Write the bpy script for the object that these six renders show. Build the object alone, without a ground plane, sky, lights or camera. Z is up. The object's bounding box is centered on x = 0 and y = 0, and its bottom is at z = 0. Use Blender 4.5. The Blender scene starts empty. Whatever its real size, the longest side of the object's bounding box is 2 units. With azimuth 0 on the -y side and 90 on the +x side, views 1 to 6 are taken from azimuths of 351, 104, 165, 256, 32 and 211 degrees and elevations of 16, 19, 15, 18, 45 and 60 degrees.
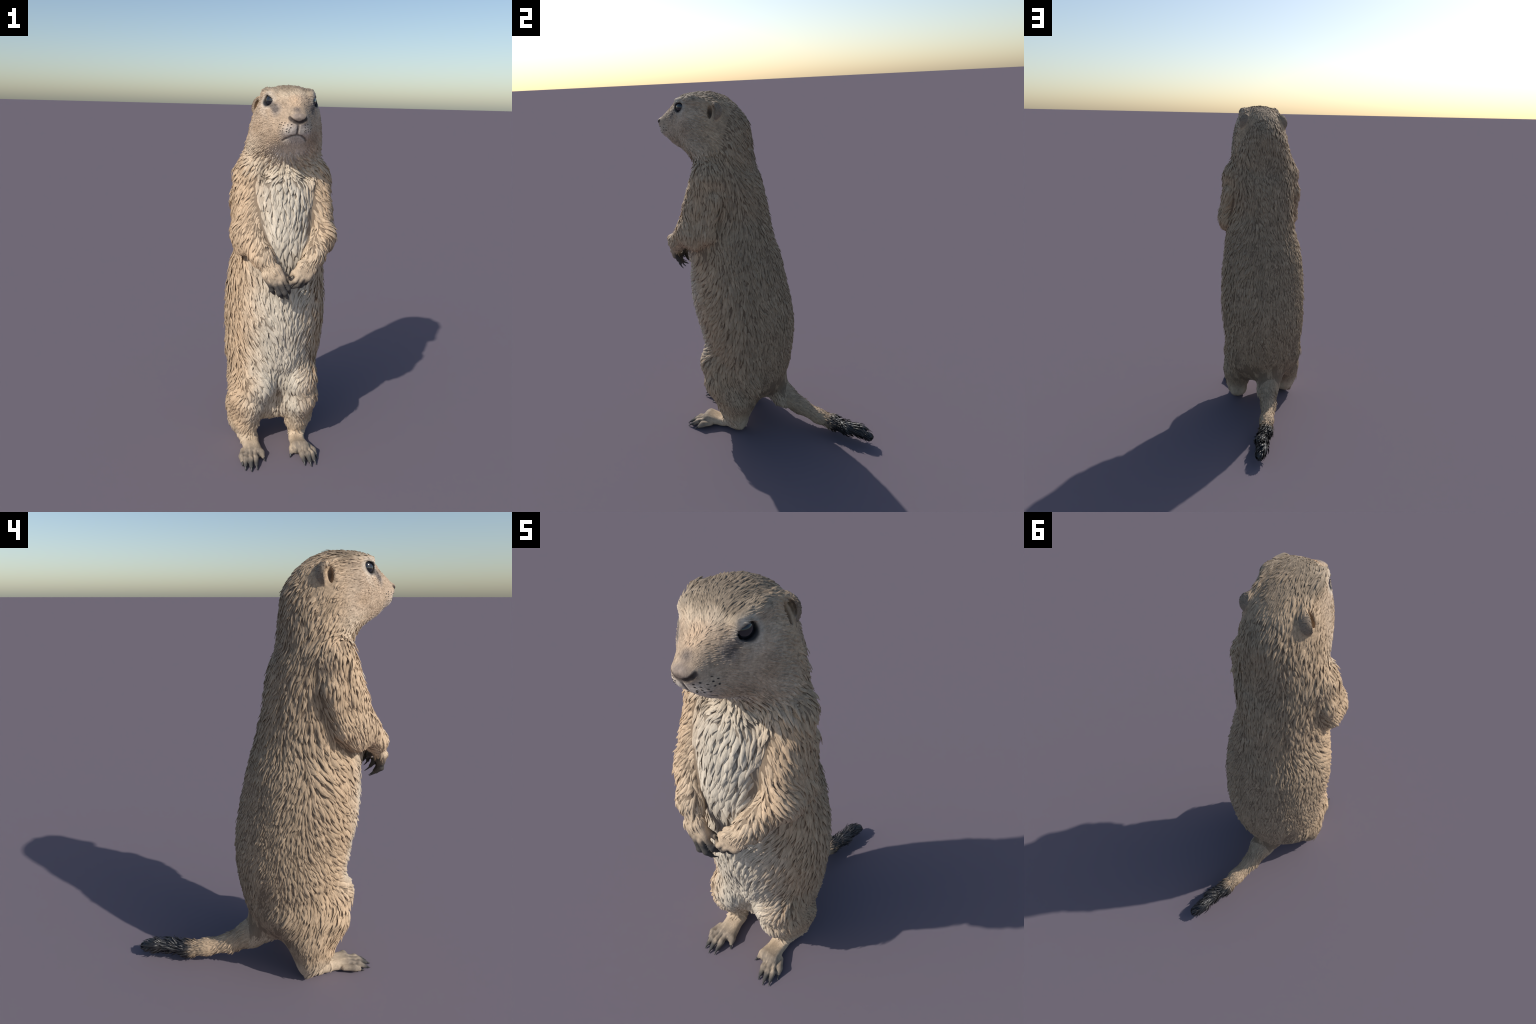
import math
import numpy as np

# ---------------------------------------------------------------- body plan
# Torso profile, bottom to top: height, front edge y, back edge y, half width,
# sideways shift (the animal leans a little), squareness of the section.
TORSO = dict(
    z=[0.120, 0.160, 0.220, 0.330, 0.440, 0.560, 0.670, 0.800, 0.930, 1.060, 1.200, 1.330, 1.430, 1.530, 1.620, 1.700, 1.770, 1.840, 1.900],
    yf=[-0.240, -0.298, -0.333, -0.336, -0.364, -0.438, -0.456, -0.484, -0.484, -0.478, -0.508, -0.501, -0.479, -0.436, -0.391, -0.389, -0.373, -0.356, -0.325],
    yb=[-0.154, -0.081, -0.000, 0.057, 0.082, 0.101, 0.106, 0.093, 0.069, 0.044, 0.006, -0.018, -0.033, -0.054, -0.096, -0.131, -0.149, -0.167, -0.182],
    w=[0.043, 0.112, 0.167, 0.215, 0.245, 0.265, 0.270, 0.272, 0.265, 0.248, 0.219, 0.199, 0.200, 0.201, 0.190, 0.177, 0.150, 0.136, 0.118],
    xc=[-0.013, -0.006, -0.003, -0.009, 0.001, -0.001, 0.002, 0.001, -0.000, 0.000, 0.006, -0.009, -0.007, -0.004, -0.004, 0.001, 0.001, 0.001, 0.001],
    n=[2.100, 2.100, 2.200, 2.120, 1.820, 1.820, 1.820, 1.820, 1.820, 1.950, 1.950, 1.950, 1.950, 2.120, 2.200, 2.200, 2.200, 2.200, 2.200],
)
# Head profile, nape to nose: y, crown height, jaw height, half width at the
# cheeks, half width at the crown, squareness.
HEAD = dict(
    y=[-0.100, -0.150, -0.200, -0.270, -0.340, -0.400, -0.450, -0.490, -0.525, -0.560, -0.585, -0.603],
    zt=[1.841, 1.901, 1.951, 1.981, 1.988, 1.988, 1.977, 1.948, 1.916, 1.889, 1.867, 1.849],
    zb=[1.598, 1.581, 1.572, 1.585, 1.610, 1.655, 1.693, 1.714, 1.734, 1.764, 1.793, 1.816],
    wc=[0.105, 0.146, 0.165, 0.187, 0.197, 0.168, 0.136, 0.108, 0.082, 0.055, 0.035, 0.026],
    wt=[0.064, 0.101, 0.117, 0.131, 0.137, 0.140, 0.112, 0.089, 0.064, 0.051, 0.042, 0.035],
    n=[2.2, 2.3, 2.4, 2.6, 2.6, 2.6, 2.6, 2.5, 2.4, 2.3, 2.2, 2.1],
)
# Limbs: chains of joints (x, y, z, radius); blend width into the rest.
ARM_R = [(-0.158, -0.281, 1.561, 0.089), (-0.166, -0.354, 1.386, 0.078), (-0.171, -0.421, 1.269, 0.069), (-0.127, -0.512, 1.190, 0.049), (-0.085, -0.551, 1.133, 0.027)]
ELBOW_R = [(-0.200, -0.379, 1.279, 0.068), (-0.198, -0.387, 1.223, 0.045), (-0.205, -0.319, 1.273, 0.046), (-0.202, -0.260, 1.449, 0.055)]
ARM_L = [(0.159, -0.286, 1.558, 0.089), (0.169, -0.359, 1.397, 0.075), (0.184, -0.409, 1.265, 0.068), (0.125, -0.515, 1.190, 0.047), (0.079, -0.542, 1.150, 0.027)]
ELBOW_L = [(0.190, -0.401, 1.273, 0.065), (0.204, -0.378, 1.223, 0.046), (0.213, -0.310, 1.265, 0.050), (0.197, -0.262, 1.450, 0.054)]
HAND_R = [(-0.090, -0.558, 1.130, 0.024), (-0.066, -0.566, 1.088, 0.020)]
HAND_L = [(0.084, -0.550, 1.148, 0.023), (0.062, -0.556, 1.106, 0.019)]
FINGERS_R = [
    [(-.096, -.566, 1.082, .0125), (-.088, -.566, 1.045, .0110), (-.074, -.551, 1.022, .0085)],
    [(-.074, -.582, 1.078, .0130), (-.056, -.588, 1.032, .0115), (-.038, -.573, 1.008, .0085)],
    [(-.050, -.584, 1.080, .0130), (-.027, -.588, 1.034, .0115), (-.012, -.576, 1.006, .0085)],
    [(-.032, -.572, 1.090, .0120), (-.008, -.572, 1.050, .0105), (.001, -.559, 1.026, .0080)],
    [(-.040, -.550, 1.110, .0130), (-.016, -.545, 1.092, .0105), (-.004, -.545, 1.079, .0080)],
]
FINGERS_L = [
    [(.098, -.545, 1.098, .0120), (.086, -.532, 1.064, .0105), (.070, -.520, 1.050, .0080)],
    [(.078, -.560, 1.092, .0125), (.060, -.552, 1.058, .0110), (.045, -.538, 1.046, .0080)],
    [(.058, -.570, 1.096, .0125), (.038, -.566, 1.064, .0110), (.022, -.553, 1.050, .0080)],
    [(.044, -.568, 1.112, .0120), (.024, -.570, 1.086, .0105), (.010, -.560, 1.072, .0080)],
    [(.040, -.548, 1.138, .0125), (.020, -.546, 1.122, .0100), (.010, -.546, 1.110, .0075)],
]
THIGH_R = [(-0.140, -0.131, 0.343, 0.099), (-0.111, -0.349, 0.427, 0.101)]
THIGH_L = [(0.138, -0.120, 0.339, 0.100), (0.125, -0.341, 0.436, 0.099)]
SHIN_R = [(-0.165, -0.306, 0.320, 0.089), (-0.167, -0.203, 0.207, 0.090), (-0.182, -0.211, 0.108, 0.058), (-0.179, -0.210, 0.039, 0.031)]
INSTEP_R = [(-0.143, -0.342, 0.290, 0.078), (-0.150, -0.278, 0.118, 0.056), (-0.148, -0.278, 0.051, 0.031)]
SHIN_L = [(0.153, -0.309, 0.314, 0.089), (0.166, -0.203, 0.210, 0.092), (0.176, -0.216, 0.108, 0.057), (0.164, -0.211, 0.039, 0.032)]
INSTEP_L = [(0.133, -0.342, 0.290, 0.077), (0.138, -0.276, 0.122, 0.054), (0.138, -0.278, 0.052, 0.031)]
FOOT_R = [(-0.157, -0.198, 0.061, 0.032), (-0.141, -0.305, 0.030, 0.026), (-0.133, -0.423, 0.023, 0.033)]
FOOT_L = [(0.168, -0.204, 0.054, 0.033), (0.136, -0.324, 0.024, 0.019), (0.133, -0.422, 0.036, 0.037)]
TOES_R = [
    [(-.190, -.40, .026, .0148), (-.203, -.45, .026, .0165), (-.204, -.476, .014, .0108)],
    [(-.172, -.43, .034, .0165), (-.186, -.48, .030, .0148), (-.190, -.515, .014, .0102)],
    [(-.152, -.435, .036, .0165), (-.160, -.49, .032, .0148), (-.161, -.528, .014, .0102)],
    [(-.132, -.43, .034, .0165), (-.130, -.48, .030, .0148), (-.130, -.518, .014, .0102)],
    [(-.115, -.39, .028, .0165), (-.090, -.435, .028, .0165), (-.083, -.455, .014, .0102)],
]
TOES_L = [
    [(.185, -.40, .026, .0165), (.205, -.445, .026, .0165), (.213, -.466, .014, .0108)],
    [(.170, -.43, .034, .0165), (.188, -.48, .030, .0148), (.195, -.515, .014, .0102)],
    [(.152, -.435, .036, .0165), (.164, -.49, .032, .0148), (.168, -.527, .014, .0102)],
    [(.132, -.43, .034, .0165), (.134, -.48, .030, .0148), (.136, -.514, .014, .0102)],
    [(.118, -.39, .028, .0165), (.090, -.42, .028, .0165), (.080, -.440, .014, .0102)],
]
TAIL = [(-0.009, -0.020, 0.216, 0.086), (0.012, 0.036, 0.164, 0.065), (0.032, 0.144, 0.110, 0.043), (0.072, 0.262, 0.076, 0.038), (0.099, 0.356, 0.062, 0.036), (0.145, 0.445, 0.066, 0.030), (0.157, 0.519, 0.068, 0.024), (0.182, 0.565, 0.056, 0.021)]
EYE_R = .0348

PART_NAMES = ["torso", "head", "forelimb", "hand", "leg", "foot", "tail", "ear"]


def hermite(table, key, q):
    """Smooth (Catmull-Rom) interpolation of one column of a profile table."""
    k = "z" if "z" in table else "y"
    xs, ys = np.array(table[k], float), np.array(table[key], float)
    if xs[0] > xs[-1]:
        xs, ys = xs[::-1], ys[::-1]
    m = np.gradient(ys, xs)
    q = np.clip(q, xs[0], xs[-1])
    i = np.clip(np.searchsorted(xs, q) - 1, 0, len(xs) - 2)
    h = xs[i + 1] - xs[i]
    t = (q - xs[i]) / h
    t2, t3 = t * t, t * t * t
    return (2 * t3 - 3 * t2 + 1) * ys[i] + (t3 - 2 * t2 + t) * h * m[i] + (3 * t2 - 2 * t3) * ys[i + 1] + (t3 - t2) * h * m[i + 1]


def smin(a, b, k):
    h = np.clip(.5 + .5 * (b - a) / k, 0, 1)
    return b + (a - b) * h - k * h * (1 - h)


def smax(a, b, k):
    return -smin(-a, -b, k)


def d_torso(p):
    x, y, z = p.T
    zz = np.clip(z, TORSO["z"][0], TORSO["z"][-1])
    yf, yb, w, xc, n = (hermite(TORSO, k, zz) for k in ("yf", "yb", "w", "xc", "n"))
    dx, dy = x - xc, y - .5 * (yf + yb)
    n = np.where(dy > 0, 1.98, n)     # belly more keeled than the back
    a = .5 * (yb - yf)
    g = (np.abs(dx / w) ** n + np.abs(dy / a) ** n + 1e-9) ** (1 / n)
    r = np.hypot(dx, dy) + 1e-6
    d = np.where(g > .5, r - r / np.maximum(g, .3), -np.minimum(w, a) * (1 - g))
    return smax(d, np.maximum(TORSO["z"][0] - z, z - TORSO["z"][-1]), .04)


def d_head(p):
    x, y, z = p.T
    yy = np.clip(y, HEAD["y"][-1], HEAD["y"][0])
    zt, zb, wc, wt, n = (hermite(HEAD, k, yy) for k in ("zt", "zb", "wc", "wt", "n"))
    zc, hh = .5 * (zt + zb), .5 * (zt - zb)
    dz = z - zc
    s = np.clip(.5 + .5 * dz / hh, 0, 1)
    w = wc + (wt - wc) * (s * s * (3 - 2 * s))
    g = (np.abs(x / w) ** n + np.abs(dz / hh) ** n + 1e-9) ** (1 / n)
    r = np.hypot(x, dz) + 1e-6
    d = np.where(g > .5, r - r / np.maximum(g, .3), -np.minimum(w, hh) * (1 - g))
    return smax(d, np.maximum(HEAD["y"][-1] - y, y - HEAD["y"][0]), .035)


def d_cone(p, a, b):
    """Capsule between two joints with a radius that runs from one to the other."""
    a, b = np.array(a, float), np.array(b, float)
    ab = b[:3] - a[:3]
    q = p - a[:3]
    t = np.clip(q @ ab / (ab @ ab), 0, 1)
    q -= t[:, None] * ab
    return np.sqrt(np.einsum("ij,ij->i", q, q)) - (a[3] + (b[3] - a[3]) * t)


def d_chain(p, chain, k):
    d = d_cone(p, chain[0], chain[1])
    for a, b in zip(chain[1:-1], chain[2:]):
        d = smin(d, d_cone(p, a, b), k)
    return d


def d_toes(p, toes, k):
    d = d_chain(p, toes[0], .01)
    for t in toes[1:]:
        d = smin(d, d_chain(p, t, .01), k)
    return d


def close_by(p, chains, f, margin=.11):
    """Evaluate f only at points near the joints; elsewhere it is simply far."""
    j = np.array([q for c in chains for q in c])
    lo, hi = (j[:, :3] - j[:, 3:]).min(0) - margin, (j[:, :3] + j[:, 3:]).max(0) + margin
    m = ((p > lo) & (p < hi)).all(1)
    d = np.full(len(p), .3)
    if m.any():
        d[m] = f(p[m])
    return d


def flat_palm(p, chain, wide, half=.028):
    """A paw back: the chain, widened sideways across the limb."""
    a, b = np.array(chain[0]), np.array(chain[-1])
    ax = (b - a)[:3]
    ax /= np.linalg.norm(ax)
    nrm = np.array(wide, float)
    side = np.cross(ax, nrm)
    side /= np.linalg.norm(side)
    q = p - a[:3]
    s = q @ side
    q = p - np.outer(np.clip(s, -half, half), side)
    return d_chain(q, chain, .03)


def sdf(p, want_part=False):
    p = np.asarray(p, float)
    torso, head = d_torso(p), d_head(p)
    tail = close_by(p, [TAIL], lambda q: d_chain(q, TAIL, .03))
    d = smin(torso, head, .05)
    d = smin(d, tail, .05)
    arms, hands, legs, feet = [], [], [], []
    for arm, hand, fingers, thigh, shin, foot, toes, elbow, instep in (
        (ARM_R, HAND_R, FINGERS_R, THIGH_R, SHIN_R, FOOT_R, TOES_R, ELBOW_R, INSTEP_R),
        (ARM_L, HAND_L, FINGERS_L, THIGH_L, SHIN_L, FOOT_L, TOES_L, ELBOW_L, INSTEP_L),
    ):
        up = close_by(p, [arm[:2]], lambda q: d_cone(q, arm[0], arm[1]))
        fore = close_by(p, [arm[1:], elbow], lambda q: smin(d_chain(q, arm[1:], .03), d_chain(q, elbow, .04), .03))
        hd = close_by(p, [hand] + fingers, lambda q: smin(flat_palm(q, hand, (0, -1, 0)), d_toes(q, fingers, .003), .008))
        th = close_by(p, [thigh], lambda q: d_chain(q, thigh, .05))
        sh = close_by(p, [shin], lambda q: smin(d_chain(q, shin, .05), d_chain(q, instep, .04), .05))
        ft = close_by(p, [foot] + toes, lambda q: smin(flat_palm(q, foot, (0, 0, 1), .020), d_toes(q, toes, .003), .009))
        limb = smin(fore, hd, .02)
        d = smin(d, th, .07)
        d = smin(d, sh, .055)
        d = smin(d, ft, .03)
        d = smin(d, up, .05)
        d = smin(d, limb, .022)
        arms.append(smin(up, fore, .02))
        hands.append(hd)
        legs.append(smin(th, sh, .03))
        feet.append(ft)
    d = close_crease(p, d)
    d = face_detail(p, d)
    if not want_part:
        return d
    return d, np.stack([torso, head, np.minimum(*arms), np.minimum(*hands), np.minimum(*legs), np.minimum(*feet), tail, np.where(p[:, 2] > 1.7, d_ear(mirror_x(p)) - .003, 9)])


def close_crease(p, d):
    """Hollows where the upper arms leave the chest."""
    m = (np.abs(p[:, 2] - 1.53) < .16) & (p[:, 1] < -.3) & (np.abs(d) < .1)
    if m.any():
        q = mirror_x(p[m])
        d = d.copy()
        h = smax(d[m], -d_chain(q, [(0, -.448, 1.592, .010), (.07, -.440, 1.590, .012), (.12, -.41, 1.594, .010)], .02), .02)
        d[m] = smax(h, -d_chain(q, [(.102, -.400, 1.585, .036), (.112, -.455, 1.53, .024), (.110, -.500, 1.45, .010)], .01), .025)
    return d


def ellipsoid(p, c, r):
    q = (p - np.array(c)) / np.array(r)
    k = np.linalg.norm(q, axis=1) + 1e-9
    return k * (k - 1) / (np.linalg.norm(q / np.array(r), axis=1) + 1e-9)


def mirror_x(p):
    q = p.copy()
    q[:, 0] = np.abs(q[:, 0])
    return q


EYE_C, EYE_OUT = np.array((.0830, -.428, 1.922)), np.array((.90, -.42, .12))
# Drawn lines of the face (right half); each is laid onto the skin below.
FACE_LINES = dict(
    mouth=[(.0, -.60, 1.777), (.024, -.59, 1.772), (.045, -.57, 1.760), (.055, -.54, 1.749)],
    nostril=[(.001, -.62, 1.828), (.020, -.61, 1.835), (.036, -.60, 1.845), (.042, -.60, 1.854)],
    philtrum=[(.0, -.62, 1.829), (.0, -.61, 1.800), (.0, -.60, 1.778)],
)
GROOVE = dict(mouth=.0042, nostril=.0060, philtrum=.0036)
grooves = {}


def d_ear(q):
    """A rounded shell, open to the front and outside."""
    c = np.array((.110, -.241, 1.892))
    e = ellipsoid(q, c, (.047, .036, .050))
    shell = np.abs(e + .005) - .0075
    o = np.array((.64, -.76, .08))
    o = o / np.linalg.norm(o)
    return smax(shell, (q - c) @ o - .015, .005)


def face_detail(p, d):
    q = mirror_x(p)
    sel = (q[:, 1] < -.12) & (q[:, 2] > 1.60) & (np.abs(d) < .08)
    if not sel.any():
        return d
    q, h = q[sel], d[sel]
    h = h - .0045 * np.clip((-.20 - q[:, 1]) / .1, 0, 1) * np.clip((q[:, 2] - 1.64) / .08, 0, 1)
    # muzzle pads and nose
    h = smin(h, ellipsoid(q, (.032, -.544, 1.802), (.040, .040, .033)), .02)
    h = smin(h, ellipsoid(q, (0, -.587, 1.848), (.043, .022, .022)), .012)
    h = smin(h, d_chain(q, [(.088, -.455, 1.956, .012), (.105, -.36, 1.955, .019), (.096, -.26, 1.935, .016)], .03), .03)
    # eye: lids swell out round the ball, then open
    out = EYE_OUT / np.linalg.norm(EYE_OUT)
    e = q - EYE_C
    h = smin(h, np.linalg.norm(e, axis=1) - .0378, .022)
    side = np.cross((0, 0, 1), out)
    side /= np.linalg.norm(side)
    up = np.cross(out, side)
    a, b = e @ side, e @ up
    ca, sa = math.cos(.42), math.sin(.42)
    g = np.hypot((a * ca + b * sa) / .0305, (b * ca - a * sa) / .0250) - 1
    g = smax(g, ((b * ca - a * sa) - .0175) / .022, .15)
    opening = smax(g * .022, .012 - e @ out, .004)
    h = smax(h, -opening, .006)
    # grooves of nose and mouth
    for name, line in grooves.items():
        c = [(*v, GROOVE[name]) for v in line]
        h = smax(h, -d_chain(q, c, .004), .006)
    # ears, with a hollow behind the opening
    h = smax(h, -ellipsoid(q, (.128, -.263, 1.892), (.024, .012, .036)), .01)
    h = smin(h, d_ear(q), .010)
    d = d.copy()
    d[sel] = h
    return d


def lay_on_skin(points):
    """Slide points along y until they meet the skin."""
    p = np.array(points, float)
    p[:, 1] -= .02
    for _ in range(30):
        p[:, 1] += np.clip(sdf(p), -.01, .01) * .8
    return [tuple(q) for q in p]


for _name, _line in FACE_LINES.items():
    GROOVE_LINE = lay_on_skin(_line)
    FACE_LINES[_name] = GROOVE_LINE
grooves.update(FACE_LINES)


# ------------------------------------------------------------ numeric helpers
def gradient(p, f=sdf, e=2e-4):
    b = f(p)
    g = np.stack([f(p + e * v) - b for v in np.eye(3)], 1) / e
    return b, g


def project(p, steps=2, limit=.006):
    for _ in range(steps):
        d, g = gradient(p)
        p = p - g * np.clip(d / np.maximum((g * g).sum(1), .1), -limit, limit)[:, None]
    return p


def unit(v):
    return v / np.maximum(np.linalg.norm(v, axis=-1, keepdims=True), 1e-9)


def ramp(x, a, b):
    t = np.clip((x - a) / (b - a), 0, 1)
    return t * t * (3 - 2 * t)


def value_noise(p, seed=0):
    """Smooth lattice noise in -1..1 for an array of points."""
    i = np.floor(p).astype(np.int64)
    f = p - i
    f = f * f * (3 - 2 * f)
    out = np.zeros(len(p))
    for c in range(8):
        o = np.array([(c >> k) & 1 for k in range(3)])
        j = i + o
        h = (j[:, 0] * 73856093) ^ (j[:, 1] * 19349663) ^ (j[:, 2] * 83492791) ^ (seed * 2654435761)
        h = ((h ^ (h >> 13)) * 1274126177) & 0x7fffffff
        h = (h ^ (h >> 16)) & 0xffff
        out += np.prod(np.where(o, f, 1 - f), axis=1) * (h / 32767.5 - 1)
    return out


# ------------------------------------------------------------ skin surface
def surface_mesh(step):
    """Surface nets over the distance field: coarse pass, then fine near it."""
    lo, hi = np.array((-.36, -.70, -.04)), np.array((.36, .66, 2.06))
    K = 4
    nc = np.ceil((hi - lo) / (step * K)).astype(int) + 1
    ax = [lo[k] + np.arange(nc[k]) * step * K for k in range(3)]
    C = np.stack(np.meshgrid(*ax, indexing="ij"), -1).reshape(-1, 3)
    vals = np.concatenate([sdf(c) for c in np.array_split(C, 12)]).reshape(nc)
    fine = np.repeat(np.repeat(np.repeat(vals.astype(np.float32), K, 0), K, 1), K, 2)
    near = np.argwhere(np.abs(vals) < step * K * 2.2)
    offs = np.stack(np.meshgrid(*[np.arange(K)] * 3, indexing="ij"), -1).reshape(-1, 3)
    for part in np.array_split(near, max(1, len(near) // 4000)):
        idx = (part[:, None, :] * K + offs[None]).reshape(-1, 3)
        fine[idx[:, 0], idx[:, 1], idx[:, 2]] = sdf(lo + idx * step)
    n = np.array(fine.shape)
    inside = fine < 0
    cnt = np.zeros(n - 1, np.int8)
    for c in range(8):
        a, b, d = c & 1, (c >> 1) & 1, (c >> 2) & 1
        cnt += inside[a:n[0] - 1 + a, b:n[1] - 1 + b, d:n[2] - 1 + d]
    cells = np.argwhere((cnt > 0) & (cnt < 8))
    ids = -np.ones(n - 1, np.int64)
    ids[tuple(cells.T)] = np.arange(len(cells))
    verts = lo + (cells + .5) * step
    faces = []
    for a in range(3):
        s0 = [slice(None)] * 3
        s1 = [slice(None)] * 3
        s0[a], s1[a] = slice(0, -1), slice(1, None)
        i0, i1 = inside[tuple(s0)], inside[tuple(s1)]
        b, c = (a + 1) % 3, (a + 2) % 3
        for flip, m in ((False, i0 & ~i1), (True, ~i0 & i1)):
            e = np.argwhere(m)
            quad = []
            for db, dc in ((0, 0), (-1, 0), (-1, -1), (0, -1)):
                q = e.copy()
                q[:, b] += db
                q[:, c] += dc
                quad.append(ids[tuple(q.T)])
            quad = np.stack(quad, 1)
            faces.append(quad[:, ::-1] if flip else quad)
    faces = np.concatenate(faces)
    return project(verts, 2, step), faces


def part_label(p):
    """Which part of the animal each surface point belongs to."""
    d, parts = sdf(p, True)
    parts = parts.copy()
    parts[0] += .012 * ramp(p[:, 2], 1.80, 1.66) * 0
    parts[1] = np.where(p[:, 2] < 1.62, 9, parts[1] - .02)
    parts[4] += .02 + .2 * ramp(p[:, 2], .36, .48)
    parts[3] += .004
    parts[5] += .05 * ramp(p[:, 1], -.31, -.27)
    lab = parts.argmin(0)
    lab = np.where((lab == 6) & (p[:, 1] < .06), 0, lab)
    lab = np.where((lab == 1) & (p[:, 1] > -.20 + .25 * (p[:, 2] - 1.75)), 0, lab)
    return lab


# ------------------------------------------------------------ coat
def limb_axis(p, chain):
    """Direction of the nearest bone of a chain at each point."""
    best, ax = np.full(len(p), 9.), np.zeros((len(p), 3))
    for a, b in zip(chain[:-1], chain[1:]):
        d = d_cone(p, a, b)
        m = d < best
        best[m] = d[m]
        ax[m] = unit(np.array(b[:3]) - np.array(a[:3]))
    return ax


def hair_flow(p, n, lab):
    """Lie of the hair: nose to nape, down the back, in to the belly, along limbs."""
    x, y, z = p.T
    sx = np.sign(x) * ramp(np.abs(x), 0, .05)
    front = ramp(-n[:, 1], -.1, .7)
    side = np.abs(n[:, 0])
    v = np.zeros_like(p)
    v[:, 2] = -1
    belly = front * ramp(z, .36, .5) * ramp(z, 1.62, 1.5)
    v[:, 0] = -.55 * sx * belly * (1 + .6 * ramp(z, .75, .5)) * ramp(np.abs(x), .0, .12)
    v[:, 1] = -.55 * side * ramp(y, -.05, -.3) * ramp(z, 1.25, 1.0) * ramp(z, .42, .55)
    collar = ramp(z, 1.50, 1.58) * ramp(z, 1.72, 1.64) * front
    v[:, 0] += .55 * sx * collar
    v[:, 0] += -.25 * sx * ramp(n[:, 1], .2, .8) * ramp(z, 1.2, 1.5)
    legs = ramp(z, .45, .36)
    v[:, 1] += .45 * legs * side
    v[:, 0] += .45 * sx * legs * front
    h = lab == 1
    hv = np.stack([.25 * sx, np.full_like(x, 1.), -.15 - 1.3 * ramp(y, -.38, -.12) - .45 * ramp(z, 1.86, 1.72)], 1)
    v[h] = hv[h]
    ear = lab == 7
    v[ear] = np.stack([np.sign(x), -.2 + 0 * x, .25 + 0 * x], 1)[ear]
    t = lab == 6
    v[t] = limb_axis(p[t], TAIL)
    for arm, m in ((ARM_R, (lab == 2) & (x < 0)), (ARM_L, (lab == 2) & (x > 0))):
        a = limb_axis(p[m], arm)
        w = ramp(p[m][:, 2], 1.30, 1.16)[:, None]
        out = np.stack([.5 * np.sign(p[m][:, 0]), np.full(m.sum(), .25), np.full(m.sum(), -.9)], 1)
        v[m] = unit(out) * (1 - .65 * w) + a * (.25 + .75 * w)
    wob = value_noise(p * (9, 9, 6), 5), value_noise(p * (9, 9, 6), 6)
    v = unit(v)
    b = unit(np.cross(n, v))
    v = v + b * (.45 * wob[0] + .30 * value_noise(p * 22, 8))[:, None]
    v -= n * (v * n).sum(1, keepdims=True)
    return unit(v)


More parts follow.
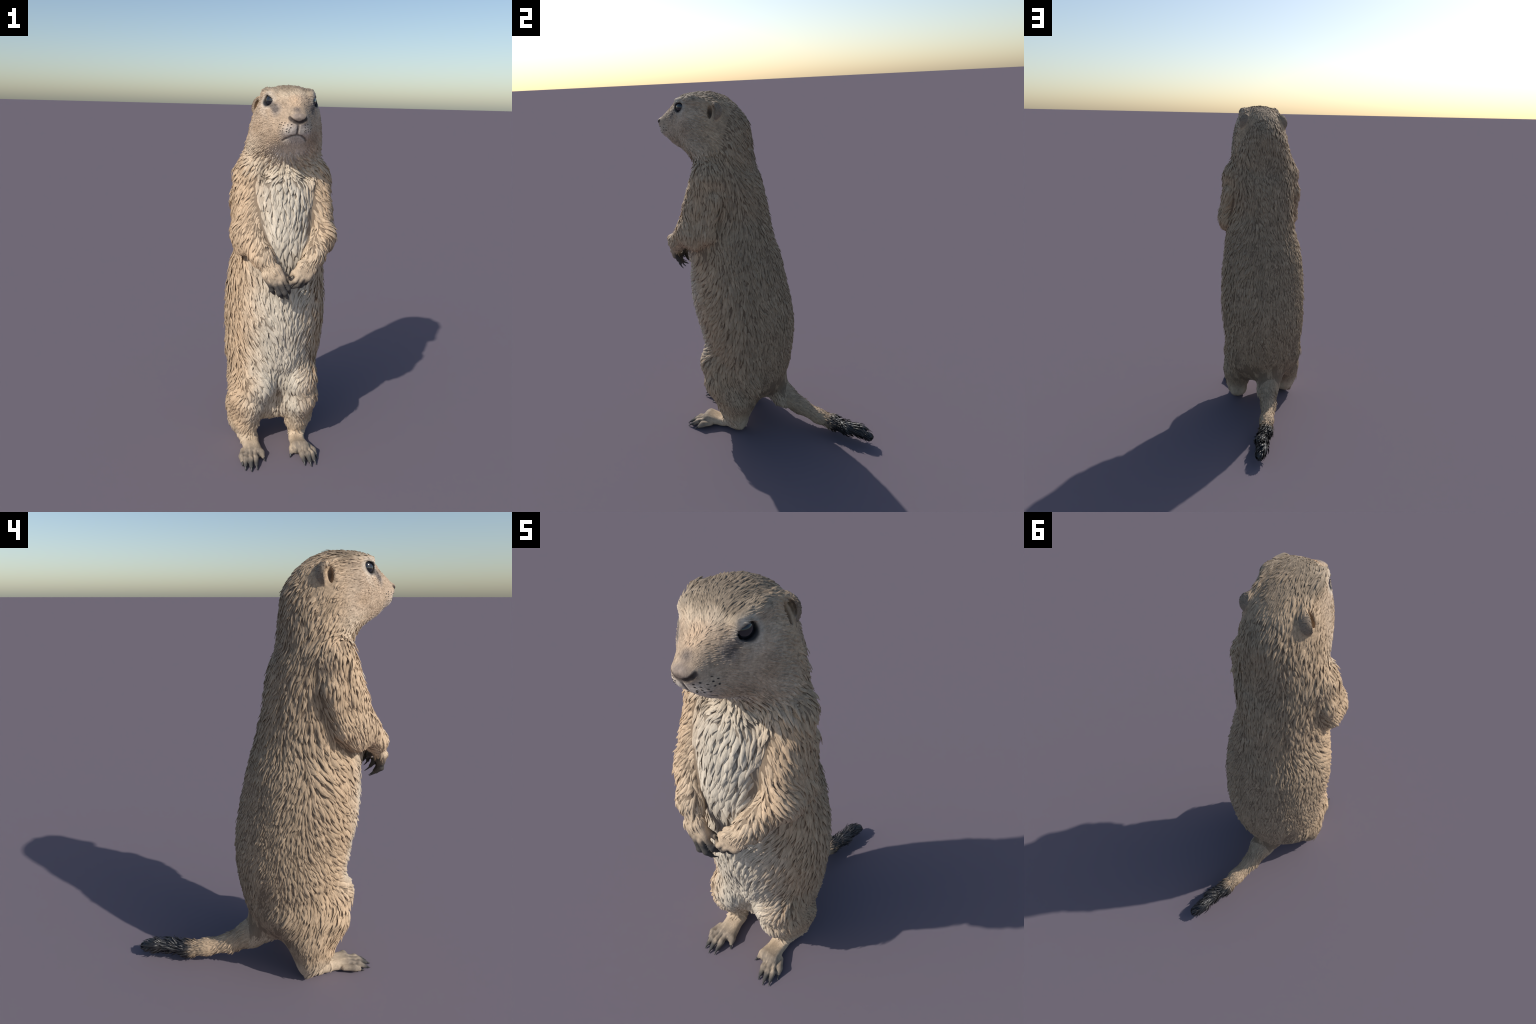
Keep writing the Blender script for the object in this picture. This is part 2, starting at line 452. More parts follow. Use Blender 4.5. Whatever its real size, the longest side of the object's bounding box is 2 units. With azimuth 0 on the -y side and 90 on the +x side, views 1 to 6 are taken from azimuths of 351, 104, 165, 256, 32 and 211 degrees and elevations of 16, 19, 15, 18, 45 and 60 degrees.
def coat_size(p, n, lab):
    """Length, width and lift of a lock, and how thickly locks stand, by place."""
    x, y, z = p.T
    front, back = ramp(-n[:, 1], 0, .7), ramp(n[:, 1], .0, .7)
    L = .074 - .028 * back + .016 * front * ramp(z, .4, .6)
    W = .0185 - .0075 * back + .002 * front
    H = .0086 - .0044 * back + .0006 * front
    loin = ramp(np.abs(n[:, 0]), .3, .8) * ramp(y, .02, -.15) * ramp(z, .40, .55) * ramp(z, 1.25, 1.05)
    W, H, L = W + .001 * loin, H + .0012 * loin, L + .006 * loin
    mane = ramp(np.abs(n[:, 0]), .25, .7) * ramp(z, 1.10, 1.30) * ramp(z, 1.80, 1.68) * ramp(y, .02, -.12)
    W, H, L = W + .002 * mane, H + .001 * mane, L + .020 * mane
    D = np.ones_like(x)
    low = ramp(z, .45, .30)
    L = L - .020 * low
    W = W - .005 * low
    H = H - .0042 * low
    D = np.where((lab == 4) & (n[:, 1] < -.55), .6, D)
    H = np.where((lab == 4) & (n[:, 1] < -.45), H * .75, H)
    chest = front * ramp(z, 1.05, 1.2) * (np.abs(x) < .16)
    L, W, H = L + .016 * chest, W + .003 * chest, H + .0012 * chest
    collar = ramp(z, 1.50, 1.60) * ramp(z, 1.76, 1.66) * ramp(-n[:, 1], -.3, .4)
    L, W, H = L + (.044 - L) * collar, W + (.0125 - W) * collar, H + (.0105 - H) * collar
    a = lab == 2
    fore = ramp(z, 1.26, 1.16)
    L = np.where(a, .062 - .026 * fore, L)
    W = np.where(a, .0150 - .006 * fore, W)
    H = np.where(a, .0060 - .0042 * fore, H)
    h = lab == 1
    face = ramp(y, -.26, -.42)
    crown = ramp(z, 1.90, 1.96) * ramp(y, -.50, -.46)
    jaw = ramp(z, 1.74, 1.66) * ramp(y, -.53, -.46)
    L = np.where(h, .036 - .012 * face * (1 - crown) + .010 * jaw, L)
    W = np.where(h, .0095 - .0035 * face * (1 - .6 * crown) + .003 * jaw, W)
    H = np.where(h, .0027 - .0012 * face * (1 - .6 * crown) + .005 * jaw, H)
    nose = h & (y < -.555)
    L, W, H = np.where(nose, .012, L), np.where(nose, .004, W), np.where(nose, .0005, H)
    D = np.where(h & (y < -.585), 0, D)
    eye = np.linalg.norm((np.abs(p) * (1, -1, 1) - (.108, -.437, 1.922)) / (1, 1, .85), axis=1)
    D = np.where(h & (eye < .034), 0, D)
    D = np.where(h & (np.abs(np.abs(x) - .13) < .05) & (np.abs(y + .264) < .024) & (np.abs(z - 1.89) < .055), 0, D)
    for line in (FACE_LINES['mouth'], FACE_LINES['nostril']):
        D = np.where(h & (d_chain(mirror_x(p), [(*q, .0) for q in line], .004) < .014), 0, D)
    near = np.exp(-(np.maximum(np.linalg.norm((np.abs(p) * (1, -1, 1) - (.125, -.243, 1.892)) / (1.4, 1, 1.3), axis=1) - .035, 0) / .02) ** 2) * h
    L, H = L * (1 - .45 * near), H * (1 - .65 * near)
    t = lab == 6
    black = ramp(y, .26, .38)
    L = np.where(t, .032 + .010 * black, L)
    W = np.where(t, .0085 + .0005 * black, W)
    H = np.where(t, .0030 + .0085 * black, H)
    D = np.where((lab == 3) | (lab == 5) | ((lab == 7) & (y < -.235)), 0, D)
    ear = lab == 7
    L, W, H = np.where(ear, .016, L), np.where(ear, .0048, W), np.where(ear, .0011, H)
    D = np.where((lab == 5) & (z > .05) & (y > -.28), 1, D)
    D = np.where(z < .012, 0, D)
    # coat breaks into patches of longer and shorter, flatter hair
    pt = value_noise(p * (11, 11, 8), 31) + .5 * value_noise(p * 24, 32)
    k = np.clip(1 + .60 * pt, .40, 1.9)
    return L * k ** .6, W * k ** .5, H * k, D


def scatter_roots(verts, faces, lab, rng, N, scale, keep_parts):
    """Even, unordered roots over the skin: dart throwing on a hash grid."""
    a, b, c, d = (verts[faces[:, k]] for k in range(4))
    area = .5 * np.linalg.norm(np.cross(c - a, d - b), axis=1)
    area = area * np.where((lab == 1) | (lab == 7), 4., np.where(lab == 6, 2., 1.)) * np.isin(lab, keep_parts)
    f = rng.choice(len(faces), N, p=area / area.sum())
    u, v = rng.random((2, N, 1))
    p = (a[f] * (1 - u) + b[f] * u) * (1 - v) + (d[f] * (1 - u) + c[f] * u) * v
    lb = lab[f]
    _, n = gradient(p)
    n = unit(n)
    L, W, H, D = coat_size(p, n, lb)
    L, W, H = L * scale[0], W * scale[1], H * scale[2]
    keep = rng.random(N) < D
    p, n, lb, L, W, H = (q[keep] for q in (p, n, lb, L, W, H))
    gap = .54 * np.sqrt(W * L)
    grid, ok, cs = {}, [], .03
    cell = np.floor(p / cs).astype(int).tolist()
    pl, gl = p.tolist(), gap.tolist()
    for i, (ci, q, r) in enumerate(zip(cell, pl, gl)):
        good = True
        for dx in (-1, 0, 1):
            for dy in (-1, 0, 1):
                for dz in (-1, 0, 1):
                    for j in grid.get((ci[0] + dx, ci[1] + dy, ci[2] + dz), ()):
                        o = pl[j]
                        if (o[0] - q[0]) ** 2 + (o[1] - q[1]) ** 2 + (o[2] - q[2]) ** 2 < r * r:
                            good = False
                            break
                    if not good:
                        break
                if not good:
                    break
            if not good:
                break
        if good:
            ok.append(i)
            grid.setdefault(tuple(ci), []).append(i)
    ok = np.array(ok)
    return p[ok], n[ok], lb[ok], L[ok], W[ok], H[ok]


def ruff_roots(rng):
    """Rows of shaggy tufts under the jaw that hang over the throat."""
    P = []
    for z, count in ((1.672, 26), (1.650, 30), (1.628, 34), (1.606, 34)):
        for i in range(count):
            a = (i + .5) / count * 2.6 - 1.3 + rng.normal(0, .025)
            P.append((math.sin(a) * .34, -.26 - math.cos(a) * .34, z + rng.normal(0, .006)))
    p = np.array(P)
    inward = unit(np.array((0, -.26, 0)) - p * (1, 1, 0))
    for _ in range(60):
        p = p + inward * np.clip(sdf(p), -.01, .02)[:, None] * .7
    _, n = gradient(p)
    m = len(p)
    side = np.abs(p[:, 0]) / .2
    return p, unit(n), np.zeros(m, int), np.full(m, .060), np.full(m, .0165) - .004 * side, np.full(m, .0135) - .004 * side


def build_locks(p, n, lab, L, W, H, rng):
    """Each lock: a pointed, ridged blade that follows the skin and lifts at its tip."""
    m, S = len(p), 6
    L = L * np.clip(rng.lognormal(0, .34, m), .45, 1.75)
    W = W * np.clip(rng.lognormal(0, .30, m), .5, 1.9)
    H = np.minimum(H * np.clip(rng.lognormal(-.05, .45, m), .3, 2.2), .013)
    L = np.minimum(L, .095)
    bend = rng.normal(0, .30, m)
    t = np.linspace(0, 1, S)
    width = np.array([.70, 1.0, 1.0, .84, .52, .06])
    lift = np.array([-.45, .05, .42, .78, 1.05, 1.20])
    rings = []
    c = p.copy()
    for s in range(S):
        _, g = gradient(c)
        nn = unit(g)
        fl = hair_flow(c, nn, lab)
        side = np.cross(nn, fl)
        fl2 = unit(fl + side * (bend * (t[s] - .3))[:, None])
        side = unit(np.cross(nn, fl2))
        w = (W * .5 * width[s])[:, None]
        h = (H * lift[s])[:, None]
        edge = h - (.0006 + .20 * W * width[s])[:, None] * (1.1 - .5 * t[s])
        under = h - (.0035 + .25 * W * width[s])[:, None] * (1.25 - .85 * t[s])
        mid = h - .28 * (h - edge)
        lo, hi = c - side * w + nn * edge, c + side * w + nn * edge
        ring = [lo, c - side * w * .5 + nn * mid, c + nn * h, c + side * w * .5 + nn * mid, hi, hi, c + nn * under, lo]
        rings.append(np.stack(ring, 1))
        if s < S - 1:
            c = project(c + fl2 * (L / (S - 1))[:, None], 1, .012)
    V = np.stack(rings, 1)
    R = 8                                   # upper side 0-4, under side 5-7: a crisp rim between
    quads = [(s * R + k, s * R + k + 1, (s + 1) * R + k + 1, (s + 1) * R + k) for s in range(S - 1) for k in (0, 1, 2, 3, 5, 6)]
    return V.reshape(m, S * R, 3), np.array(quads)


# ------------------------------------------------------------ Blender side
import bpy
from mathutils import Vector


class Nodes:
    """Small helper for writing colour masks as node trees."""

    def __init__(self, name):
        self.mat = bpy.data.materials.new(name)
        self.mat.use_nodes = True
        self.nt = self.mat.node_tree
        self.nt.nodes.clear()
        self.out = self.nt.nodes.new("ShaderNodeOutputMaterial")
        self.bsdf = self.nt.nodes.new("ShaderNodeBsdfPrincipled")
        self.nt.links.new(self.bsdf.outputs[0], self.out.inputs[0])
        co = self.nt.nodes.new("ShaderNodeTexCoord")
        self.P = co.outputs["Object"]

    def put(self, sock, v):
        if isinstance(v, bpy.types.NodeSocket):
            self.nt.links.new(v, sock)
        elif isinstance(v, tuple) and len(v) == 3 and sock.type == "RGBA":
            sock.default_value = (*v, 1)
        else:
            sock.default_value = v

    def math(self, op, a, b=0., c=0., clamp=False):
        n = self.nt.nodes.new("ShaderNodeMath")
        n.operation, n.use_clamp = op, clamp
        for k, v in enumerate((a, b, c)):
            self.put(n.inputs[k], v)
        return n.outputs[0]

    def vmath(self, op, a, b=(0, 0, 0)):
        n = self.nt.nodes.new("ShaderNodeVectorMath")
        n.operation = op
        self.put(n.inputs[0], a)
        self.put(n.inputs[1], b)
        return n.outputs[1] if op in ("DISTANCE", "LENGTH") else n.outputs[0]

    def ramp(self, x, a, b):
        n = self.nt.nodes.new("ShaderNodeMapRange")
        n.interpolation_type = "SMOOTHSTEP"
        flip = a > b
        lo, hi = (b, a) if flip else (a, b)
        self.put(n.inputs[0], x)
        n.inputs[1].default_value, n.inputs[2].default_value = lo, hi
        n.inputs[3].default_value, n.inputs[4].default_value = (1., 0.) if flip else (0., 1.)
        return n.outputs[0]

    def mul(self, *a):
        r = a[0]
        for b in a[1:]:
            r = self.math("MULTIPLY", r, b)
        return r

    def mix(self, f, a, b, mode="MIX"):
        n = self.nt.nodes.new("ShaderNodeMix")
        n.data_type, n.blend_type = "RGBA", mode
        self.put(n.inputs[0], f)
        self.put(n.inputs[6], a)
        self.put(n.inputs[7], b)
        return n.outputs[2]

    def noise(self, scale, vec=None, detail=3., stretch=None, rough=.55):
        v = vec or self.P
        if stretch:
            v = self.vmath("MULTIPLY", v, stretch)
        n = self.nt.nodes.new("ShaderNodeTexNoise")
        self.put(n.inputs["Vector"], v)
        n.inputs["Scale"].default_value = scale
        n.inputs["Detail"].default_value = detail
        n.inputs["Roughness"].default_value = rough
        return n.outputs[0], n.outputs[1]

    def xyz(self, v):
        n = self.nt.nodes.new("ShaderNodeSeparateXYZ")
        self.put(n.inputs[0], v)
        return n.outputs

    def stroke(self, v, a, b, r):
        """Soft line between two points: 1 on it, 0 beyond r."""
        a, b = Vector(a), Vector(b)
        ab = b - a
        q = self.vmath("SUBTRACT", v, tuple(a))
        n = self.nt.nodes.new("ShaderNodeVectorMath")
        n.operation = "DOT_PRODUCT"
        self.put(n.inputs[0], q)
        self.put(n.inputs[1], tuple(ab / ab.length_squared))
        t = self.math("ADD", n.outputs["Value"], 0., clamp=True)
        m = self.nt.nodes.new("ShaderNodeVectorMath")
        m.operation = "SCALE"
        self.put(m.inputs[0], tuple(ab))
        self.put(m.inputs[3], t)
        return self.ramp(self.vmath("LENGTH", self.vmath("SUBTRACT", q, m.outputs[0])), r, r * .35)

    def blob(self, v, c, r, soft=.5):
        """Soft ellipsoidal spot round a point: 1 inside, 0 outside."""
        q = self.vmath("SUBTRACT", v, c)
        q = self.vmath("DIVIDE", q, r)
        return self.ramp(self.vmath("LENGTH", q), 1., 1. - soft)


TAN = (.515, .367, .234)
WARM = (.585, .425, .280)
BACK = (.364, .267, .176)
PALE = (.575, .502, .400)
CREAM = (.57, .46, .335)
SOOT = (.022, .021, .022)
BROWN = (.10, .066, .043)


def coat_material(name, where, locks):
    k = Nodes(name)
    warp = k.vmath("SUBTRACT", k.noise(9, detail=4)[1], (.5, .5, .5))
    sc = k.nt.nodes.new("ShaderNodeVectorMath")
    sc.operation = "SCALE"
    k.put(sc.inputs[0], warp)
    sc.inputs[3].default_value = .10
    Q = k.vmath("ADD", k.P, sc.outputs[0])
    ab = k.vmath("ABSOLUTE", Q)
    x, y, z = k.xyz(Q)
    ax = k.xyz(ab)[0]
    # mirrored copy of the position: |x|, y, z
    cb = k.nt.nodes.new("ShaderNodeCombineXYZ")
    _, y0, z0 = k.xyz(k.P)
    k.put(cb.inputs[0], k.xyz(k.vmath("ABSOLUTE", k.P))[0])
    k.put(cb.inputs[1], y0)
    k.put(cb.inputs[2], z0)
    M = cb.outputs[0]
    flank = k.ramp(y, -.08, -.36)
    col = k.mix(flank, BACK, TAN)
    col = k.mix(k.mul(k.ramp(y, -.33, -.46), .8), col, WARM)
    if where in ("torso", "leg", "head"):
        pale = k.mul(k.ramp(ax, .235, .055), k.ramp(y, -.26, -.40), k.ramp(z, .02, .12), k.ramp(z, 1.80, 1.64))
        col = k.mix(pale, col, PALE)
        col = k.mix(k.mul(k.ramp(z, 1.52, 1.64), k.ramp(y, -.3, -.38), .8), col, CREAM)
        under = k.mul(k.ramp(z, .26, .17), k.ramp(ax, .16, .10))
        col = k.mix(k.mul(under, .5), col, CREAM)
    if where == "forelimb":
        col = k.mix(k.mul(k.ramp(ax, .20, .12), .5), col, CREAM)
    if where in ("foot", "leg"):
        col = k.mix(k.ramp(z, .16, .06), col, (.54, .42, .295))
    if where == "foot":
        toes = k.mul(k.ramp(y0, -.36, -.45), k.ramp(k.noise(22, stretch=(2.2, .6, 1))[0], .25, .52))
        col = k.mix(k.mul(toes, .68), col, (.13, .112, .095))
        col = k.mix(k.ramp(y0, -.485, -.52), col, (.07, .065, .06))
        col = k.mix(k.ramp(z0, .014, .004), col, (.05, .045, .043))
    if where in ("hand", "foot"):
        # dark spots along the clefts between the digits
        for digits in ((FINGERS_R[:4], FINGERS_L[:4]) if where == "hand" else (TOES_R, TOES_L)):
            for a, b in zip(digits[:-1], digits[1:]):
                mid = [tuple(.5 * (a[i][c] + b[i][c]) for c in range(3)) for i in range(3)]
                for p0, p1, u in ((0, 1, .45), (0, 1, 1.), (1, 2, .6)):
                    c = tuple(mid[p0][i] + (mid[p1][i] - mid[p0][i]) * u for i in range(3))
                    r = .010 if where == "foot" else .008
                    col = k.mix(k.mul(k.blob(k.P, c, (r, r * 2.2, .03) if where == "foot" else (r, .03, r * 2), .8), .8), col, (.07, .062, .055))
    if where == "hand":
        col = k.mix(.5, col, CREAM)
        toes = k.ramp(k.math("ADD", z0, k.math("MULTIPLY", k.noise(30)[0], .05)), 1.145, 1.085)
        col = k.mix(toes, col, (.075, .068, .062))
        col = k.mix(k.mul(k.ramp(y0, -.565, -.54), k.ramp(z0, 1.14, 1.10)), col, (.07, .06, .052))
    if where in ("head", "ear", "torso"):
        crown = k.mul(k.ramp(z, 1.93, 1.985), k.ramp(y, -.52, -.44))
        col = k.mix(k.mul(crown, .9), col, (.235, .180, .125))
    if where == "head":
        face = k.ramp(y, -.24, -.40)
        col = k.mix(k.mul(face, k.ramp(z, 1.97, 1.93)), col, (.47, .35, .245))
        cheek = k.blob(M, (.17, -.38, 1.69), (.12, .15, .10), .8)
        col = k.mix(k.mul(cheek, .6), col, CREAM)
        muz = k.blob(M, (.0, -.60, 1.77), (.10, .16, .085), .6)
        col = k.mix(k.mul(muz, .9), col, (.63, .56, .49))
        chin = k.blob(M, (0, -.48, 1.675), (.15, .15, .10), .7)
        col = k.mix(chin, col, (.64, .575, .50))
        nose_top = k.blob(M, (0, -.56, 1.93), (.055, .10, .06), .7)
        col = k.mix(nose_top, col, (.60, .43, .285))
        patch = k.blob(M, (.165, -.40, 1.80), (.06, .07, .045), .9)
        col = k.mix(k.mul(patch, .55), col, (.36, .25, .16))
        ring = k.blob(M, (.108, -.437, 1.922), (.060, .056, .048), .35)
        col = k.mix(k.mul(ring, .75), col, (.56, .47, .37))
        brow = k.blob(M, (.104, -.440, 1.956), (.034, .05, .014), .8)
        col = k.mix(k.mul(brow, .7), col, (.60, .50, .39))
        lore = k.blob(M, (.085, -.50, 1.885), (.04, .05, .05), .8)
        col = k.mix(k.mul(lore, .7), col, (.24, .205, .18))
        lid = k.blob(M, (.108, -.438, 1.921), (.042, .038, .034), .35)
        col = k.mix(lid, col, (.035, .034, .036))
        col = k.mix(k.mul(k.stroke(M, (.104, -.462, 1.912), (.088, -.500, 1.886), .022), .75), col, (.10, .085, .078))
        col = k.mix(k.mul(k.stroke(M, (.150, -.43, 1.885), (.135, -.49, 1.84), .030), .5), col, (.58, .485, .38))
        pad = k.blob(M, (0, -.602, 1.852), (.046, .04, .032), .6)
        col = k.mix(k.mul(pad, .85), col, (.27, .215, .18))
        smudge = k.blob(M, (0, -.575, 1.889), (.036, .045, .030), .95)
        col = k.mix(k.mul(smudge, .85), col, (.17, .14, .125))
        tip = k.blob(M, (0, -.612, 1.842), (.036, .035, .016), .7)
        col = k.mix(k.mul(tip, .8), col, (.13, .10, .085))
        for line, r, amount in ((FACE_LINES['mouth'], .0080, .72), (FACE_LINES['nostril'], .0125, .95), (FACE_LINES['philtrum'], .0075, .8)):
            for a, b in zip(line[:-1], line[1:]):
                col = k.mix(k.mul(k.stroke(M, a, b, r), amount), col, (.045, .034, .031))
    if where == "head":
        hole = k.blob(M, (.120, -.266, 1.890), (.030, .015, .038), .7)
        col = k.mix(k.mul(hole, .9), col, (.04, .032, .029))
    if where == "ear":
        col = k.mix(.75, col, (.235, .185, .140))
        col = k.mix(k.ramp(y0, -.243, -.258), col, (.46, .375, .29))
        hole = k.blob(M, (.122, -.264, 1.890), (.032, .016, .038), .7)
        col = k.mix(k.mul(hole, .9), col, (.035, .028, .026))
    if where in ("tail",):
        edge = k.math("ADD", y0, k.math("MULTIPLY", k.math("SUBTRACT", k.noise(34)[0], .5), .14))
        col = k.mix(k.mul(k.ramp(y, .05, .2), .7), col, TAN)
        col = k.mix(k.ramp(edge, .285, .385), col, SOOT)
    # hair grain: fine streaks, mottling, dark flecks painted as shaded gaps between locks
    lie = (1, .8, .16) if where in ("torso", "leg", "forelimb") else (1, .35, .6)
    streak = k.noise(150, stretch=lie, detail=4, rough=.7)[0]
    mott = k.noise(26, stretch=lie, detail=4)[0]
    g = k.math("ADD", k.math("MULTIPLY", k.math("SUBTRACT", streak, .5), 1.0), k.math("MULTIPLY", k.math("SUBTRACT", mott, .5), .55))
    if locks:
        geo = k.nt.nodes.new("ShaderNodeNewGeometry")
        g = k.math("ADD", g, k.math("MULTIPLY", k.math("SUBTRACT", geo.outputs["Random Per Island"], .5), .30))
    if where == "head":
        g = k.math("MULTIPLY", g, 1.35)
    val = k.math("ADD", g, 1.0)
    grey = k.nt.nodes.new("ShaderNodeCombineColor")
    for s in range(3):
        k.put(grey.inputs[s], val)
    base = k.mix(1., col, grey.outputs[0], "MULTIPLY")
    if where not in ("hand", "foot", "ear", "tail"):
        fleck = k.ramp(k.noise(60, stretch=lie, detail=2)[0], .66, .74)
        amt = .68 if where != "head" else .3
        pal = 1. if where == "head" else k.math("SUBTRACT", 1., k.mul(k.ramp(ax, .22, .12), k.ramp(y, -.27, -.37)))
        base = k.mix(k.mul(fleck, amt, pal), base, BROWN)
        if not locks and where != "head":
            base = k.mix(k.mul(.62, k.ramp(z0, .08, .2)), base, BROWN)  # skin tinted darker so the shade under the locks is in its colour
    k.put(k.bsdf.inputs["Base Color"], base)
    rough = .72
    if where == "tail":
        k.put(k.bsdf.inputs["Roughness"], k.math("SUBTRACT", .75, k.math("MULTIPLY", k.ramp(edge, .31, .365), .38)))
    else:
        k.bsdf.inputs["Roughness"].default_value = rough
    k.bsdf.inputs["Specular IOR Level"].default_value = .25 if where != "tail" else .5
    bump = k.nt.nodes.new("ShaderNodeBump")
    bump.inputs["Strength"].default_value = .45
    bump.inputs["Distance"].default_value = .0035
    k.put(bump.inputs["Height"], streak)
    k.put(k.bsdf.inputs["Normal"], bump.outputs[0])
    return k.mat


def plain_material(name, colour, rough, coat=0.):
    k = Nodes(name)
    n = k.noise(60, detail=3)[0]
    k.put(k.bsdf.inputs["Base Color"], k.mix(n, tuple(c * .7 for c in colour), tuple(c * 1.3 for c in colour)))
    k.bsdf.inputs["Roughness"].default_value = rough
    k.bsdf.inputs["Coat Weight"].default_value = coat
    k.bsdf.inputs["Coat Roughness"].default_value = .03
    return k.mat


def mesh_object(name, verts, faces, mat, parent, normals=None, smooth=True):
    me = bpy.data.meshes.new(name)
    verts, faces = np.asarray(verts, np.float32), np.asarray(faces)
    me.vertices.add(len(verts))
    me.vertices.foreach_set("co", verts.ravel())
    w = faces.shape[1]
    me.loops.add(faces.size)
    me.loops.foreach_set("vertex_index", faces.astype(np.int32).ravel())
    me.polygons.add(len(faces))
    me.polygons.foreach_set("loop_start", np.arange(0, faces.size, w, dtype=np.int32))
    me.polygons.foreach_set("loop_total", np.full(len(faces), w, np.int32))
    me.polygons.foreach_set("use_smooth", np.full(len(faces), smooth))
    me.update(calc_edges=True)
    me.validate()
    if normals is not None:
        me.normals_split_custom_set_from_vertices(normals.tolist())
    me.materials.append(mat)
    ob = bpy.data.objects.new(name, me)
    bpy.context.scene.collection.objects.link(ob)
    ob.parent = parent
    return ob


def tube(points, radii, sides=8):
    """Round tube through points, closed to a point at both ends."""
    pts = np.array(points, float)
    tan = unit(np.gradient(pts, axis=0))
    ref = np.array((0, 0, 1.)) if abs(tan[0][2]) < .8 else np.array((1., 0, 0))
    V = []
    for q, t, r in zip(pts, tan, radii):
        a = unit(np.cross(t, ref))
        b = np.cross(t, a)
        for s in range(sides):
            w = 2 * math.pi * s / sides
            V.append(q + r * (math.cos(w) * a + math.sin(w) * b))
    F = [(i * sides + s, i * sides + (s + 1) % sides, (i + 1) * sides + (s + 1) % sides, (i + 1) * sides + s) for i in range(len(pts) - 1) for s in range(sides)]
    return np.array(V), np.array(F)


def claw(toe, length, droop, mirror_bend=0.):
    """Curved claw growing from the end of a toe or finger chain."""
    a, b = np.array(toe[-2][:3]), np.array(toe[-1][:3])
    ax = unit(b - a)
    r = toe[-1][3]
    down = np.array((0, 0, -1.)) if droop >= 0 else np.array((0, 1., -.2))
    start = b + ax * r * .35 + (np.array((0, 0, r * .30)) if droop >= 0 else 0)
    pts, rad = [], []
    for s in np.linspace(0, 1, 7):
        q = start + ax * length * s + down * abs(droop) * length * s * s
        q[2] = max(q[2], .003)
        pts.append(q)
        rad.append(r * .55 * (1 - s) ** .7 + .0008)
    return tube(pts, rad, 8)


def uv_ball(c, r, rings=24, seg=36):
    V, F = [], []
    for i in range(rings + 1):
        a = math.pi * i / rings
        for j in range(seg):
            b = 2 * math.pi * j / seg
            V.append((c[0] + r * math.sin(a) * math.cos(b), c[1] + r * math.sin(a) * math.sin(b), c[2] + r * math.cos(a)))
    for i in range(rings):
        for j in range(seg):
            F.append((i * seg + j, (i + 1) * seg + j, (i + 1) * seg + (j + 1) % seg, i * seg + (j + 1) % seg))
    return np.array(V), np.array(F)


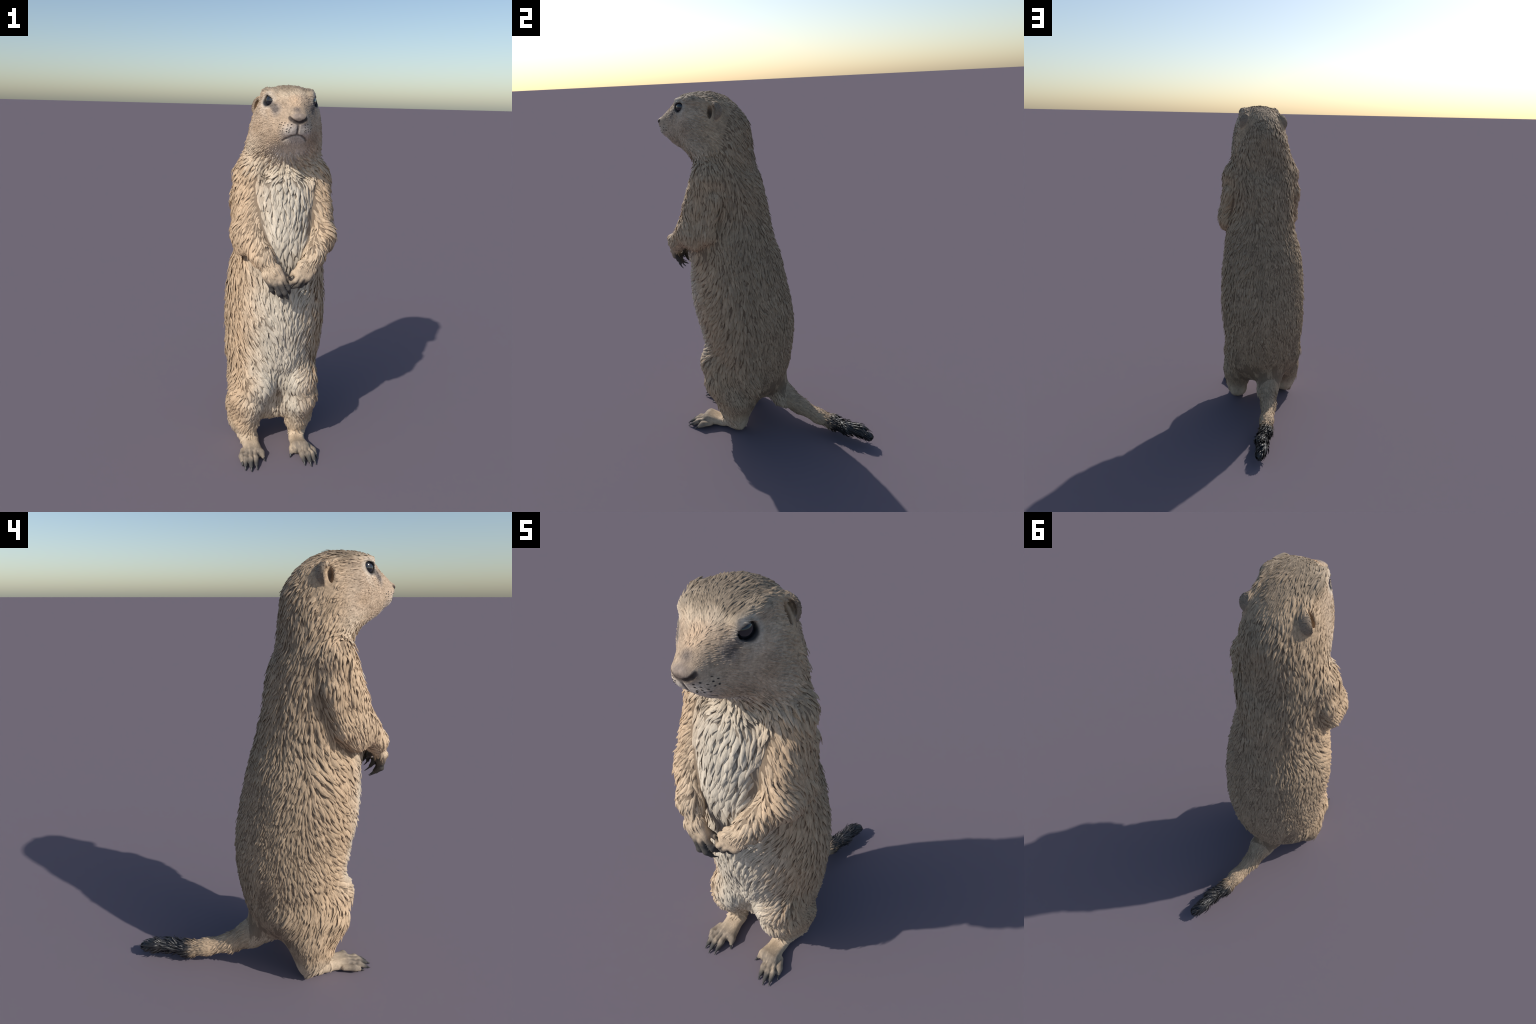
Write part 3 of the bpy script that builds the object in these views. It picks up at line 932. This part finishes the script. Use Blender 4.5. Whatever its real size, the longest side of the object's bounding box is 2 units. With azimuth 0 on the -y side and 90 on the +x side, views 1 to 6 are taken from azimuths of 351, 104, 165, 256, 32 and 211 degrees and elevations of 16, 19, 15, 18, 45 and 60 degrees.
def main():
    rng = np.random.default_rng(11)
    verts, faces = surface_mesh(.0048)
    lab_v = part_label(verts)
    cent = verts[faces].mean(1)
    lab = part_label(cent)
    _, g = gradient(verts)
    n = unit(g)
    # soft lumps in the pelt, drawn out along the lie of the hair
    flow = hair_flow(verts, n, lab_v)
    pelt = np.isin(lab_v, (0, 2, 4)) * 1.0
    lump = value_noise(verts * (34, 34, 13), 21) + .6 * value_noise(verts * (70, 70, 26), 22)
    verts = verts + n * (.0016 * pelt * lump)[:, None]
    verts[:, 2] = np.maximum(verts[:, 2], .0005)
    tmp = bpy.data.meshes.new("whole")
    tmp.from_pydata(verts.tolist(), [], faces.tolist())
    tmp.update()
    nv = np.empty(len(verts) * 3, np.float32)
    tmp.vertex_normals.foreach_get("vector", nv)
    nv = nv.reshape(-1, 3)
    bpy.data.meshes.remove(tmp)

    root = bpy.data.objects.new("prairie_dog", None)
    bpy.context.scene.collection.objects.link(root)
    root["label"] = "upright tan prairie dog with pale belly and black tail tip"
    root["category"] = "prairie dog"

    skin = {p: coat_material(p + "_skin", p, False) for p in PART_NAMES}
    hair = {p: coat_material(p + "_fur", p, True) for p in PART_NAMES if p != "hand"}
    made = {}
    for i, part in enumerate(PART_NAMES):
        both = part in ("forelimb", "hand", "leg", "foot", "ear")
        for sgn in ((-1, 1) if both else (0,)):
            m = lab == i
            if sgn:
                m &= cent[:, 0] * sgn > 0
            f = faces[m]
            used, inv = np.unique(f, return_inverse=True)
            made[part, sgn] = mesh_object(part, verts[used], inv.reshape(f.shape), skin[part], made["head", 0] if part == "ear" else root, nv[used])

    # coat
    layers = [scatter_roots(verts, faces, lab, rng, 120000, (1, 1, 1), (0, 1, 2, 4, 5, 6, 7)),
              scatter_roots(verts, faces, lab, rng, 60000, (.80, .72, .62), (0, 2, 4))]
    layers.append(ruff_roots(rng))
    rp, rn, rl, L, W, H = (np.concatenate(c) for c in zip(*layers))
    V, Q = build_locks(rp, rn, rl, L, W, H, rng)
    for (part, sgn), ob in list(made.items()):
        i = PART_NAMES.index(part)
        m = rl == i
        if sgn:
            m &= rp[:, 0] * sgn > 0
        if part == "hand" or not m.any():
            continue
        v = V[m]
        f = (Q[None] + (np.arange(len(v)) * V.shape[1])[:, None, None]).reshape(-1, 4)
        v = v.reshape(-1, 3)
        v[:, 2] = np.maximum(v[:, 2], .0)
        fur = mesh_object("fur", v, f, hair[part], ob)
        fur["kind"] = "stuff"

    # eyes
    eye_mat = plain_material("eye_gloss", (.012, .013, .017), .10, .6)
    for s in (-1, 1):
        c = EYE_C * (s, 1, 1)
        mesh_object("eye", *uv_ball(c, EYE_R), eye_mat, made["head", 0])

    # claws
    claw_mat = plain_material("claw_horn", (.045, .042, .040), .35)
    for s, fingers, toes in ((-1, FINGERS_R, TOES_R), (1, FINGERS_L, TOES_L)):
        for t in fingers:
            mesh_object("claw", *claw(t, .024, -.6), claw_mat, made["hand", s])
        for t in toes:
            mesh_object("claw", *claw(t, .028, .35), claw_mat, made["foot", s])

    # whisker roots: rows of dark pits on the muzzle
    VV, FF, off = [], [], 0
    for s in (-1, 1):
        for row in range(4):
            for j in range(4 + (row > 0)):
                if rng.random() < .15:
                    continue
                jx, jy, jz = rng.normal(0, .0022, 3)
                big = rng.uniform(.5, 1.15)
                q = np.array([[s * (.034 + .013 * j + .003 * row + jx), -.60 + .015 * j + jy, 1.822 - .0125 * row + .004 * j + jz]])
                q = project(q, 12, .01)
                _, g1 = gradient(q)
                nn = unit(g1)[0]
                d = unit(np.array((s * .35, .9, -.25)))
                d = unit(d - nn * (d @ nn))
                v, f = tube([q[0] - d * .0042 + nn * .0002, q[0] - d * .002 + nn * .0008, q[0] + d * .001 + nn * .001, q[0] + d * .0045 + nn * .0004], [.0005, .0018 * big, .0017 * big, .0004], 6)
                VV.append(v)
                FF.append(f + off)
                off += len(v)
    w = mesh_object("whisker_root", np.concatenate(VV), np.concatenate(FF), plain_material("whisker_dark", (.03, .022, .018), .6), made["head", 0])
    w["kind"] = "stuff"
    print("locks", len(rp), "skin faces", len(faces))


if __name__ == "__main__":
    main()
